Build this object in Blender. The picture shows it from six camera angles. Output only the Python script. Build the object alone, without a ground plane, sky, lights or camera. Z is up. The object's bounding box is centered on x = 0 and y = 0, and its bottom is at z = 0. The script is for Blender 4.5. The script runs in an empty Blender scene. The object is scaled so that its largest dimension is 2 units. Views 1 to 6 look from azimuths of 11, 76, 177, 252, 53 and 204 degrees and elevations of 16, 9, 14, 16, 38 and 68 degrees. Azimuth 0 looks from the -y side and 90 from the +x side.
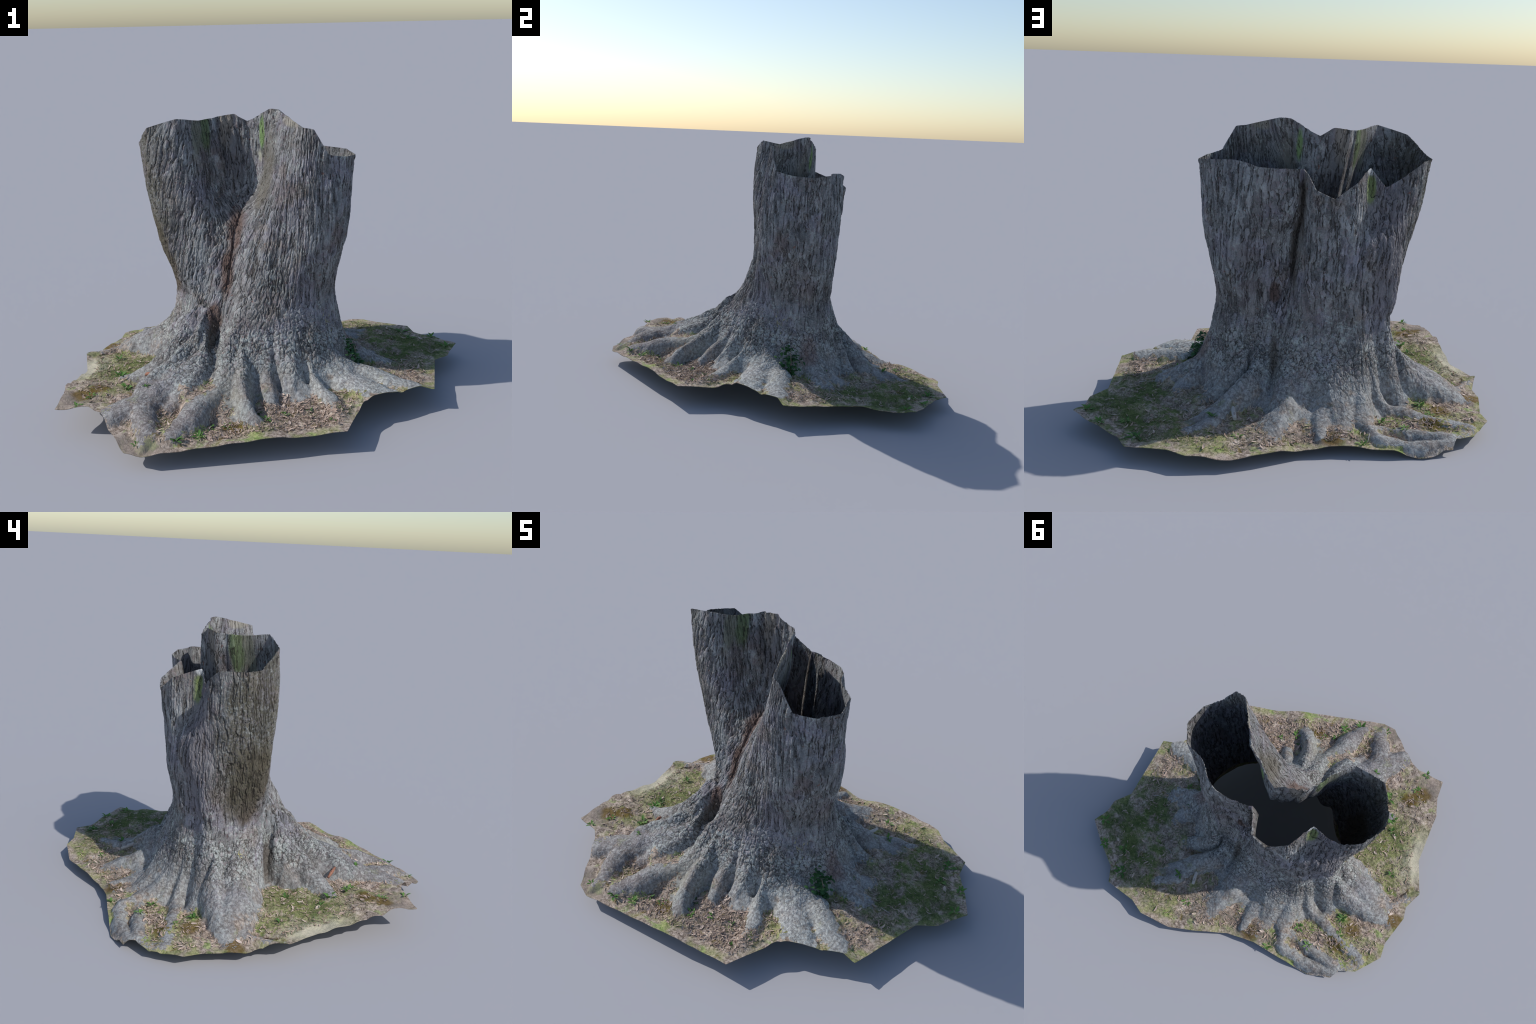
# A hollow twin-stemmed old tree base: two bark-covered stems fused at the foot, a torn open rim,
# spreading roots, and the ragged patch of leaf-strewn soil it stands on.
import bpy, math, random
import numpy as np

random.seed(7)
rng = np.random.default_rng(7)

# ------------------------------------------------------------------ shape data
# Vertical lines up the trunk wall, counter-clockwise seen from above, starting in the front cleft.
# Each gives the wall's x,y at heights .42 .55 .70 .85 1.05 and, last, the torn rim's x,y,z.
LINES = [
    ("cleft_bottom", (-0.195,-0.175), (-0.165,-0.085), (-0.150,-0.030), (-0.135,0.050), (-0.085,0.205), (-0.110,0.268,1.356)),
    ("cleft_right",    (-.155,-.19), (-.128,-.105), (-.108,-.045), (-.078,.0), (.0,.09), (.021,.191,1.424)),
    ("cleft_lip", (-0.095,-0.245), (-0.073,-0.152), (-0.055,-0.088), (-0.030,-0.050), (0.050,0.000), (0.072,0.156,1.424)),
    ("east_shoulder",  (.0,-.245), (.0,-.168), (.03,-.125), (.06,-.105), (.115,-.085), (.15,.01,1.395)),
    ("east_front_a",   (.09,-.225), (.10,-.155), (.115,-.118), (.135,-.113), (.19,-.12), (.225,-.088,1.367)),
    ("east_front_b", (0.185,-0.160), (0.195,-0.130), (0.220,-0.130), (0.245,-0.126), (0.280,-0.125), (0.279,-0.099,1.358)),
    ("east_front_c", (0.265,-0.100), (0.268,-0.090), (0.292,-0.102), (0.326,-0.104), (0.360,-0.095), (0.345,-0.083,1.242)),
    ("east_side_a", (0.335,-0.015), (0.330,-0.015), (0.370,-0.018), (0.410,-0.016), (0.430,-0.008), (0.425,-0.012,1.222)),
    ("east_side_b",    (.37,.10), (.358,.10), (.388,.10), (.42,.10), (.442,.10), (.455,.10,1.215)),
    ("east_side_c", (0.335,0.200), (0.325,0.190), (0.357,0.205), (0.367,0.200), (0.388,0.200), (0.405,0.205,1.227)),
    ("east_groove", (0.265,0.255), (0.270,0.262), (0.293,0.278), (0.308,0.283), (0.300,0.268), (0.290,0.253,1.234)),
    ("east_back_a", (0.200,0.290), (0.205,0.300), (0.215,0.318), (0.228,0.332), (0.230,0.332), (0.228,0.318,1.232)),
    ("east_back_b",    (.145,.29), (.142,.282), (.142,.292), (.15,.318), (.155,.345), (.173,.359,1.217)),
    ("east_back_c", (0.108,0.300), (0.102,0.295), (0.085,0.295), (0.070,0.308), (0.068,0.352), (0.070,0.372,1.212)),
    ("east_back_lip", (0.090,0.300), (0.075,0.292), (0.030,0.318), (0.010,0.318), (-0.008,0.356), (-0.018,0.362,1.212)),
    ("back_cleft", (0.060,0.305), (0.040,0.315), (0.000,0.305), (-0.016,0.298), (-0.042,0.345), (-0.036,0.355,1.212)),
    ("back_stem_lip", (0.035,0.320), (0.020,0.310), (-0.030,0.352), (-0.045,0.368), (-0.060,0.388), (-0.055,0.390,1.190)),
    ("back_stem_a", (-0.020,0.358), (-0.025,0.372), (-0.065,0.410), (-0.078,0.432), (-0.090,0.450), (-0.085,0.460,1.135)),
    ("back_stem_b", (-0.120,0.405), (-0.125,0.395), (-0.160,0.432), (-0.165,0.452), (-0.170,0.465), (-0.170,0.480,1.100)),
    ("back_stem_c", (-0.240,0.415), (-0.245,0.405), (-0.275,0.432), (-0.272,0.436), (-0.275,0.443), (-0.271,0.443,1.167)),
    ("back_notch", (-0.325,0.370), (-0.330,0.405), (-0.350,0.400), (-0.370,0.410), (-0.350,0.340), (-0.346,0.321,1.220)),
    ("west_back_a", (-0.375,0.318), (-0.405,0.352), (-0.435,0.368), (-0.450,0.388), (-0.432,0.337), (-0.423,0.316,1.133)),
    ("west_back_b", (-0.438,0.262), (-0.492,0.316), (-0.507,0.320), (-0.507,0.314), (-0.525,0.332), (-0.509,0.335,1.190)),
    ("west_back_c", (-0.488,0.203), (-0.478,0.205), (-0.523,0.222), (-0.560,0.243), (-0.598,0.268), (-0.594,0.300,1.248)),
    ("west_side_a",    (-.475,.125), (-.485,.12), (-.542,.112), (-.583,.12), (-.632,.15), (-.656,.19,1.253)),
    ("west_side_b",    (-.415,.045), (-.447,.05), (-.51,.04), (-.545,.045), (-.598,.07), (-.645,.115,1.262)),
    ("west_front_a",   (-.37,-.03), (-.398,-.018), (-.455,-.008), (-.49,-.004), (-.538,.004), (-.565,.015,1.349)),
    ("west_front_b",   (-.325,-.095), (-.34,-.055), (-.38,-.028), (-.40,-.014), (-.43,-.028), (-.414,.015,1.393)),
    ("west_front_c", (-0.275,-0.140), (-0.272,-0.048), (-0.280,-0.025), (-0.290,-0.008), (-0.300,0.030), (-0.327,0.105,1.375)),
    ("cleft_left_fold",(-.24,-.165), (-.228,-.085), (-.223,-.03), (-.22,.02), (-.23,.14), (-.275,.205,1.378)),
    ("cleft_left_rib", (-.225,-.17), (-.208,-.085), (-.196,-.025), (-.19,.032), (-.18,.18), (-.235,.243,1.385)),
    ("cleft_left_b", (-0.210,-0.175), (-0.188,-0.085), (-0.172,-0.028), (-0.162,0.040), (-0.125,0.200), (-0.177,0.243,1.393)),
]
HEIGHTS = (.42, .55, .70, .85, 1.05)
Z0 = .50                                    # where the trunk wall passes into the foot

# ragged outer edge of the soil patch, counter-clockwise
EDGE = [("east", [(.867,-.132,.112), (.875,.271,.10), (.946,.357,.096), (.957,.436,.088), (.994,.52,.10)]),
        ("east_back", [(.905,.61,.088), (.761,.73,.072), (.723,.819,.074), (.538,.853,.077), (.455,.898,.073)]),
        ("back", [(.271,.897,.053), (.113,.847,.061), (-.06,.773,.04), (-.226,.753,.052), (-.377,.765,.04)]),
        ("west_back", [(-.588,.776,.0), (-.721,.736,.02), (-.749,.685,.045), (-.839,.642,.047), (-.94,.507,.06)]),
        ("west", [(-.93,.416,.06), (-.973,.233,.059), (-.958,.165,.071), (-1.0,.063,.094), (-.917,-.13,.093)]),
        ("west_front", [(-.905,-.374,.133), (-.904,-.43,.139), (-.866,-.53,.158), (-.857,-.66,.139), (-.69,-.655,.165)]),
        ("front", [(-.625,-.69,.148), (-.441,-.89,.081), (-.36,-.9,.074), (.169,-.719,.113), (.301,-.663,.099)]),
        ("front_east", [(.489,-.607,.112), (.515,-.43,.105), (.545,-.34,.131), (.59,-.31,.141), (.80,-.144,.116)])]

# soil heights between trunk and edge
SOIL = [(-.45,-.045,.125), (-.50,-.06,.125), (.55,.03,.13), (.6,.35,.092), (.42,.40,.108), (.45,.60,.08), (.30,.70,.07), (.55,.50,.086), (.68,.55,.082), (.26,.56,.095), (.1,.55,.10), (-.12,.60,.075), (-.30,.55,.08),
        (-.45,.55,.06), (-.55,.40,.08), (-.62,.35,.09), (-.70,.10,.105), (-.60,.02,.12), (-.50,-.05,.13), (-.56,-.10,.125),
        (-.72,-.19,.115), (-.57,-.35,.14), (-.70,-.48,.155), (-.42,-.55,.14), (-.30,-.60,.13), (-.32,-.74,.125), (-.18,-.40,.20), (-.23,-.43,.22), (-.265,-.51,.205), (-.08,-.66,.095),
        (.05,-.56,.10), (.16,-.46,.105), (.25,-.40,.11), (.33,-.50,.10), (.40,-.28,.13), (.45,-.40,.115), (.02,-.33,.15),
        (.16,-.33,.14), (.8,.1,.10), (.8,.5,.095), (.5,.7,.08), (-.35,.66,.06)]

# roots: crest x, y, z and half width, from the trunk outwards
ROOTS = {
    "west_great":  [(-.44,.14,.47,.10), (-.53,.172,.35,.10), (-.59,.18,.28,.105), (-.66,.20,.225,.11), (-.74,.225,.19,.11), (-.815,.24,.135,.10), (-.89,.255,.078,.085), (-.96,.25,.062,.06)],
    "west_broad":  [(-.46,.25,.45,.07), (-.53,.262,.35,.075), (-.60,.275,.262,.075), (-.68,.287,.20,.072), (-.76,.292,.15,.065), (-.83,.295,.11,.055)],
    "west_small":  [(-.44,.07,.42,.06), (-.535,.10,.27,.05), (-.60,.095,.18,.05), (-.66,.09,.125,.045), (-.73,.08,.108,.03)],
    "west_bark":   [(-1.0,.063,.106,.03), (-.94,.125,.10,.035), (-.88,.195,.10,.03), (-.84,.23,.10,.03)],
    "west_thin":   [(-.36,.35,.36,.06), (-.41,.41,.20,.05), (-.454,.438,.13,.045), (-.527,.464,.105,.04), (-.60,.493,.09,.038), (-.675,.52,.08,.036), (-.75,.545,.072,.036), (-.84,.58,.07,.045)],
    "loop":        [(-.30,.40,.36,.065), (-.325,.47,.21,.065), (-.335,.55,.125,.055), (-.36,.65,.092,.045), (-.40,.705,.08,.045), (-.50,.722,.06,.04), (-.63,.715,.06,.042), (-.72,.69,.06,.045)],
    "loop_branch": [(-.35,.62,.09,.045), (-.463,.626,.075,.035), (-.559,.64,.078,.037), (-.654,.655,.075,.042), (-.74,.65,.06,.045), (-.83,.60,.06,.045)],
    "back_west":   [(-.19,.40,.40,.08), (-.22,.47,.23,.075), (-.23,.52,.18,.065), (-.236,.57,.13,.06), (-.236,.62,.09,.055), (-.225,.70,.065,.05)],
    "back_stub":   [(-.14,.47,.22,.06), (-.145,.55,.14,.055), (-.14,.62,.10,.04), (-.135,.70,.075,.03)],
    "back":        [(.0,.38,.38,.06), (.01,.45,.275,.075), (.025,.54,.195,.08), (.06,.615,.135,.08), (.10,.68,.09,.07), (.14,.73,.065,.05)],
    "back_east":   [(.13,.31,.40,.05), (.158,.378,.285,.055), (.20,.436,.25,.068), (.27,.476,.195,.07), (.332,.53,.145,.065), (.398,.582,.112,.05), (.47,.626,.092,.035), (.56,.66,.085,.025)],
    "back_finger": [(.29,.52,.14,.05), (.37,.62,.11,.04), (.47,.69,.09,.03)],
    "east_small":  [(.22,.29,.44,.055), (.245,.345,.315,.055), (.30,.37,.225,.05), (.36,.385,.165,.045), (.42,.40,.12,.035)],
    "east":        [(.33,.12,.42,.08), (.40,.137,.29,.08), (.45,.14,.24,.08), (.505,.144,.197,.075), (.576,.15,.152,.068), (.644,.161,.122,.055), (.72,.185,.10,.035)],
    "east_branch": [(.43,.18,.23,.065), (.502,.246,.15,.05), (.535,.32,.112,.04)],
    "bush_root":   [(.30,-.08,.38,.08), (.397,-.072,.25,.075), (.47,-.072,.205,.075), (.556,-.078,.188,.075), (.639,-.098,.168,.072), (.72,-.124,.15,.066), (.80,-.145,.132,.06), (.87,-.15,.118,.05)],
    "pale_lobe":   [(.27,-.12,.38,.07), (.321,-.13,.27,.08), (.409,-.145,.20,.085), (.505,-.19,.178,.085), (.60,-.26,.158,.08), (.67,-.29,.14,.06)],
    "front_knee":  [(.22,-.17,.38,.055), (.25,-.21,.28,.052), (.28,-.238,.225,.05), (.336,-.306,.187,.043), (.386,-.378,.157,.038), (.435,-.458,.124,.032), (.465,-.51,.11,.022)],
    "front_toe":   [(.15,-.17,.40,.05), (.175,-.225,.32,.045), (.195,-.274,.265,.045), (.212,-.305,.21,.04), (.236,-.335,.145,.03)],
    "front_stub":  [(.05,-.15,.42,.055), (.055,-.21,.33,.055), (.06,-.268,.265,.055), (.078,-.335,.225,.053), (.105,-.40,.185,.045), (.137,-.465,.12,.03)],
    "front_great": [(-.085,-.20,.46,.07), (-.105,-.25,.405,.08), (-.118,-.30,.34,.085), (-.112,-.345,.285,.08), (-.10,-.39,.24,.07), (-.081,-.469,.18,.062), (-.056,-.56,.125,.048), (-.05,-.61,.10,.03)],
    "front_fork":  [(-.05,-.21,.44,.05), (-.052,-.28,.345,.05), (-.035,-.36,.285,.05), (-.012,-.46,.228,.05), (.035,-.55,.177,.045), (.08,-.605,.135,.036), (.115,-.64,.106,.028)],
    "front_low":   [(-.13,-.36,.255,.05), (-.15,-.45,.212,.05), (-.171,-.534,.195,.058), (-.201,-.614,.185,.062), (-.233,-.70,.162,.058), (-.25,-.775,.135,.045)],
    "long_ridge":  [(-.25,-.10,.48,.05), (-.232,-.18,.41,.055), (-.222,-.25,.355,.06), (-.291,-.363,.292,.065), (-.375,-.467,.24,.068), (-.463,-.575,.197,.078), (-.56,-.65,.175,.08), (-.65,-.70,.155,.075)],
    "ridge_spur":  [(-.22,-.28,.34,.06), (-.25,-.36,.29,.062), (-.28,-.44,.255,.06), (-.315,-.52,.205,.05), (-.34,-.57,.16,.04)],
    "gnarled_end": [(-.44,-.62,.185,.06), (-.42,-.68,.175,.06), (-.385,-.755,.155,.052), (-.37,-.83,.11,.035)],
    "west_ridge":  [(-.30,-.10,.48,.07), (-.352,-.129,.43,.068), (-.409,-.172,.35,.068), (-.462,-.22,.275,.062), (-.538,-.268,.20,.055), (-.651,-.307,.154,.038), (-.72,-.36,.135,.03)],
    "inner_ridge": [(-.265,-.12,.48,.06), (-.275,-.204,.43,.066), (-.322,-.263,.365,.068), (-.372,-.332,.308,.068), (-.424,-.406,.262,.06), (-.48,-.484,.222,.05)],
    "west_foot":   [(-.385,-.075,.43,.04), (-.42,-.11,.31,.038), (-.47,-.14,.23,.038), (-.53,-.162,.16,.032), (-.57,-.172,.13,.025)],
    "buried":      [(-.72,-.365,.137,.03), (-.81,-.392,.143,.036), (-.91,-.415,.147,.036)],
}


# ------------------------------------------------------------------ noise helpers
def hash3(i, j, k, seed):
    h = (i.astype(np.int64) * 374761393 + j.astype(np.int64) * 668265263 + k.astype(np.int64) * 2147483647 + seed * 974711) & 0xFFFFFFFF
    h = ((h ^ (h >> 13)) * 1274126177) & 0xFFFFFFFF
    h = ((h ^ (h >> 16)) * 2246822519) & 0xFFFFFFFF
    return ((h ^ (h >> 15)) & 0xFFFFFF) / float(0xFFFFFF)


def vnoise(p, seed=0):
    """smooth value noise in -1..1"""
    f = np.floor(p); u = p - f; u = u * u * u * (u * (u * 6 - 15) + 10); f = f.astype(np.int64)
    out = 0
    for a in (0, 1):
        for b in (0, 1):
            for c in (0, 1):
                w = (u[:, 0] if a else 1 - u[:, 0]) * (u[:, 1] if b else 1 - u[:, 1]) * (u[:, 2] if c else 1 - u[:, 2])
                out = out + w * hash3(f[:, 0] + a, f[:, 1] + b, f[:, 2] + c, seed)
    return out * 2 - 1


def fbm(p, oct=3, seed=0):
    s, a = 0, 1.0
    for o in range(oct):
        s = s + a * vnoise(p * 2 ** o + 17.3 * o, seed + o); a *= .5
    return s


def smooth(a, b, x):
    t = np.clip((x - a) / (b - a), 0, 1)
    return t * t * (3 - 2 * t)


def smax(a, b, k):
    h = np.clip(.5 + .5 * (a - b) / k, 0, 1)
    return b * (1 - h) + a * h + k * h * (1 - h)


def hermite(xs, ys, x):
    """cubic through (xs, ys) with finite-difference slopes; ys (n, d)"""
    xs = np.asarray(xs, float); ys = np.asarray(ys, float)
    d = np.diff(ys, axis=0) / np.diff(xs)[:, None]
    m = np.vstack([d[:1], (d[:-1] + d[1:]) / 2, d[-1:]])
    i = np.clip(np.searchsorted(xs, x) - 1, 0, len(xs) - 2)
    h = (xs[i + 1] - xs[i]); t = ((x - xs[i]) / h)[:, None]; h = h[:, None]
    return (2*t**3 - 3*t**2 + 1) * ys[i] + (t**3 - 2*t**2 + t) * h * m[i] + (-2*t**3 + 3*t**2) * ys[i + 1] + (t**3 - t**2) * h * m[i + 1]


# ------------------------------------------------------------------ trunk wall
NT, NW, NS = 1400, 210, 150
w = np.linspace(0, 1, NW)
lines = []
for name, *pts in LINES:
    zr = pts[-1][2]
    xs = list(HEIGHTS) + [zr]
    ys = [p[:2] for p in pts]
    z = Z0 + (zr - Z0) * w
    lines.append(np.c_[hermite(xs, ys, z), z])
lines = np.array(lines)                                    # K, NW, 3
K = len(lines)
mid = lines[:, NW // 2, :2] * .5 + lines[:, 5, :2] * .5
seg = np.linalg.norm(np.roll(mid, -1, 0) - mid, axis=1) ** .85 + .012
knots = np.r_[0, np.cumsum(seg)]
tt = np.arange(NT) / NT * knots[-1]
ki = np.clip(np.searchsorted(knots, tt, side="right") - 1, 0, K - 1)
u = (tt - knots[ki]) / seg[ki]


def around(vals):
    """periodic, non-uniform Catmull-Rom across the lines; vals (K, ...)"""
    sh = (-1,) + (1,) * (vals.ndim - 1)
    h = seg.reshape(sh)
    d = (np.roll(vals, -1, 0) - vals) / h
    hp = np.roll(h, 1, 0); dp = np.roll(d, 1, 0)
    m = (dp * h + d * hp) / (h + hp)
    uu = u.reshape(sh); hh = seg[ki].reshape(sh)
    a, b, ma, mb = vals[ki], vals[(ki + 1) % K], m[ki], m[(ki + 1) % K]
    return (2*uu**3 - 3*uu**2 + 1) * a + (uu**3 - 2*uu**2 + uu) * hh * ma + (-2*uu**3 + 3*uu**2) * b + (uu**3 - uu**2) * hh * mb


curved = around(lines)
uu = u.reshape(-1, 1, 1)
straight = lines[ki] * (1 - uu) + lines[(ki + 1) % K] * uu
torn = smooth(.80, 1.0, w)[None, :, None]
wall = curved * (1 - .85 * torn) + straight * .85 * torn    # NT, NW, 3

# ------------------------------------------------------------------ foot, roots, soil
C = np.array([-.06, .13])
# dark pocket between two west roots bites into the foot of the wall
e = (((wall - np.array((-.385, -.035, .46))) / np.array((.05, .036, .10))) ** 2).sum(-1)
out = wall[:, :, :2] - C; out /= np.linalg.norm(out, axis=2, keepdims=True)
wall[:, :, :2] -= out * (.018 * np.exp(-e))[..., None]
base = wall[:, 0, :2]
phi = np.unwrap(np.arctan2(base[:, 1] - C[1], base[:, 0] - C[0]))
ph = np.maximum.accumulate(phi)                            # the rays may not cross
ker = np.hanning(61); ker /= ker.sum()
ext = np.r_[ph[-200:] - 2 * math.pi, ph, ph[:200] + 2 * math.pi]
raysm = np.convolve(ext, ker, "same")[200:-200]
edge = np.array([p for _, ps in EDGE for p in ps])
ea = np.unwrap(np.arctan2(edge[:, 1] - C[1], edge[:, 0] - C[0]))
EE = np.vstack([edge[-1:], edge, edge[:2]])
eA = np.r_[ea[-1] - 2 * math.pi, ea, ea[:2] + 2 * math.pi]
eA += 2 * math.pi * round((raysm.mean() - eA[1:-2].mean()) / (2 * math.pi))


def edge_at(a):
    """where the ray from C at angle a meets the ragged edge"""
    a = (a - eA[0]) % (2 * math.pi) + eA[0]
    i = np.clip(np.searchsorted(eA, a, side="right") - 1, 0, len(eA) - 2)
    p, q = EE[i], EE[i + 1]
    dx, dy = np.cos(a), np.sin(a)
    ex, ey = (q - p)[:, 0], (q - p)[:, 1]
    rx, ry = p[:, 0] - C[0], p[:, 1] - C[1]
    den = dx * ey - dy * ex
    r = (rx * ey - ry * ex) / den
    k = (rx * dy - ry * dx) / den
    return np.c_[C[0] + r * dx, C[1] + r * dy, p[:, 2] + (q - p)[:, 2] * np.clip(k, 0, 1)]


rim = edge_at(raysm)
s = np.linspace(0, 1, NS + 1)[1:]
g = .3 * s + .7 * s ** 2
gx = base[:, None, :] * (1 - g)[None, :, None] + rim[:, None, :2] * g[None, :, None]
gp = gx.reshape(-1, 2)
dist_wall = np.linalg.norm(gx - base[:, None, :], axis=2).reshape(-1)

# soil level: distance-weighted between the edge and the known spots
spots = np.vstack([edge, np.array(SOIL)])
dens = []
for a, b in zip(edge, np.roll(edge, -1, 0)):
    n = max(1, int(np.linalg.norm(b - a) / .12))
    dens += [a + (b - a) * i / n for i in range(1, n)]
spots = np.vstack([spots, dens])
num = den = 0
for q in spots:
    wq = 1 / (((gp - q[:2]) ** 2).sum(1) + .0006) ** 1.6
    num = num + wq * q[2]; den = den + wq
soil = num / den - .004 * smooth(.5, .8, gp[:, 1]) * 0
p3 = np.c_[gp, np.zeros(len(gp))]
inland = 1 - smooth(.86, 1.0, np.tile(g, NT))
soil = soil + (.010 * fbm(p3 * 9, 2, 3) + .004 * fbm(p3 * 45, 2, 5)) * inland

# foot of the trunk: how far out the wall has spread at each height
foot_r = np.array([0, .010, .024, .042, .064, .09, .125, .17, .30])
foot_z = np.array([.50, .45, .39, .325, .26, .20, .14, .09, .0])
fa = np.repeat(raysm, NS)
bearing = np.degrees(fa) % 360
SPREAD = [(0, 1.1), (45, 1.1), (62, 1.4), (78, 1.2), (90, 1.2), (99, 1.1), (108, 1.3), (128, 1.1), (145, .9), (165, 1.0), (180, .85), (193, .9), (203, .75), (216, 1.1),
          (232, 1.6), (248, 1.7), (262, 1.85), (285, 1.95), (302, 1.7), (315, 1.3), (330, 1.1), (345, 1.2), (360, 1.1)]
spread = np.interp(bearing, [a for a, _ in SPREAD], [b for _, b in SPREAD])
spread = spread * (1 + .2 * vnoise(np.c_[np.cos(fa) * 3, np.sin(fa) * 3, gp[:, 0] * 0], 21))
foot = np.interp(dist_wall / spread, foot_r, foot_z)

best = foot - soil
who = np.where(foot > soil, 0, -1)
ground = smax(soil, foot, .02)
wob = fbm(p3 * 14, 2, 31)
root_names = list(ROOTS)
warp = np.c_[fbm(p3 * 9, 2, 41), fbm(p3 * 9 + 5, 2, 43)] * .010 + np.c_[vnoise(p3 * 34, 45), vnoise(p3 * 34 + 5, 47)] * .004
lift = np.clip(foot - soil, 0, None)
for rid, rn in enumerate(root_names, 1):
    R = np.array(ROOTS[rn])
    # round the crest line off with extra points
    n = len(R); tk = np.arange(n)
    R = hermite(tk, R, np.linspace(0, n - 1, 4 * n))
    d2 = np.full(len(gp), 9.0); zt = np.zeros(len(gp)); wd = np.full(len(gp), .05)
    near = (np.abs(gp[:, 0] - R[:, 0].mean()) < np.ptp(R[:, 0]) / 2 + .2) & (np.abs(gp[:, 1] - R[:, 1].mean()) < np.ptp(R[:, 1]) / 2 + .2)
    idx = np.nonzero(near)[0]; P = gp[idx] + warp[idx]
    bd = np.full(len(idx), 9.0); bz = np.zeros(len(idx)); bw = np.full(len(idx), .05)
    for a, b in zip(R[:-1], R[1:]):
        ab = b[:2] - a[:2]
        t = np.clip(((P - a[:2]) @ ab) / (ab @ ab + 1e-9), 0, 1)
        dd = np.linalg.norm(P - a[:2] - t[:, None] * ab, axis=1)
        ww = a[3] + (b[3] - a[3]) * t
        m = dd / ww < bd / bw
        bd = np.where(m, dd, bd); bz = np.where(m, a[2] + (b[2] - a[2]) * t, bz); bw = np.where(m, ww, bw)
    tall = np.clip((bz - soil[idx]) / .12, 0, 1)
    front = smooth(.05, -.12, P[:, 1])
    q = bd / (bw * (1.04 + .26 * tall * front + .16 * wob[idx]))
    prof = np.clip(1 - q ** 2, 0, 1) ** (.62 + .35 * tall * (.4 + .6 * front))
    zr = soil[idx] - .004 + (bz + .004 * wob[idx] - soil[idx] + .004) * prof
    up = np.where(q < 1, zr, -1)
    k = .012 + .022 * tall * front
    cur = ground[idx]
    new = np.where(q < 1.0, smax(up, cur, k) - 0 * cur, cur)
    hgt = up - soil[idx]
    m = (hgt > np.maximum(best[idx], .006))
    who[idx] = np.where(m, rid, who[idx]); best[idx] = np.where(m, hgt, best[idx])
    ground[idx] = new
rise = (ground - soil).reshape(NT, NS)
# hollows between the roots: x, y, depth, half width
GROOVES = {"back_slit": [(.055,.335,.03,.024), (.066,.37,.07,.026), (.078,.41,.05,.024), (.09,.45,.02,.02)],
           "back_recess": [(-.10,.45,.02,.04), (-.10,.49,.04,.045), (-.10,.53,.02,.04)],
           "west_valley": [(-.425,.345,.04,.03), (-.455,.38,.09,.035), (-.50,.41,.05,.03)],
           "loop_valley": [(-.38,.40,.03,.025), (-.40,.45,.05,.028), (-.44,.50,.02,.025)],
           "west_hollow": [(-.37,-.018,.06,.04), (-.41,-.033,.11,.045), (-.455,-.048,.12,.045), (-.49,-.058,.08,.042), (-.53,-.068,.02,.035)],
           "front_valley": [(.008,-.34,.02,.02), (.03,-.41,.03,.022), (.055,-.49,.035,.022), (.085,-.555,.02,.02)],
           "stub_valley": [(.09,-.215,.03,.018), (.109,-.256,.035,.02), (.12,-.287,.04,.02), (.137,-.335,.035,.018)],
           "knee_valley": [(.235,-.20,.02,.02), (.25,-.235,.05,.022), (.262,-.27,.05,.02)],
           "front_seam": [(-.19,-.13,.03,.02), (-.21,-.20,.05,.022), (-.20,-.27,.04,.025), (-.17,-.34,.03,.03)]}
for R in GROOVES.values():
    R = np.array(R); dep = np.zeros(len(gp))
    for a, b in zip(R[:-1], R[1:]):
        ab = b[:2] - a[:2]; t = np.clip(((gp + warp * .5 - a[:2]) @ ab) / (ab @ ab), 0, 1)
        dd = np.linalg.norm(gp + warp * .5 - a[:2] - t[:, None] * ab, axis=1) / (a[3] + (b[3] - a[3]) * t)
        dep = np.maximum(dep, (a[2] + (b[2] - a[2]) * t) * np.exp(-dd ** 2 * 1.4))
    ground = np.maximum(ground - dep * smooth(.0, .015, dist_wall), np.minimum(ground, soil))
gz = ground.reshape(NT, NS)
# meet the measured edge heights where soil, not a root, reaches the edge
gz = np.maximum(gz, .0)
low = np.concatenate([gx, gz[:, :, None]], axis=2)         # NT, NS, 3

# the two clefts close to a narrow crease
for nm, ydir, depth, wid, zlo, zhi in (("cleft_bottom", 1, .013, .010, .56, 1.36), ("back_cleft", -1, .020, .010, .56, 1.25)):
    kk = knots[[n[0] for n in LINES].index(nm)]
    dt = np.abs(tt - kk); dt = np.minimum(dt, knots[-1] - dt)
    zz = wall[:, :, 2]
    wall[:, :, 1] += ydir * depth * np.exp(-(dt / wid) ** 2)[:, None] * smooth(zlo - .06, zlo + .08, zz) * (1 - smooth(zhi - .25, zhi, zz))

# upright ribs on the cleft's left wall
for nm, off, amp, wid in (("cleft_left_fold", 0, .016, .016), ("cleft_left_fold", .035, -.012, .012), ("cleft_left_rib", .0, .012, .012), ("cleft_left_b", .0, -.012, .010), ("west_front_c", .05, -.010, .014), ("cleft_right", -.02, .008, .010)):
    dt = tt - knots[[n[0] for n in LINES].index(nm)] - off
    zz = wall[:, :, 2]
    wall[:, :, 1] -= amp * np.exp(-(dt / wid) ** 2)[:, None] * smooth(.88, 1.08, zz)

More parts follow.
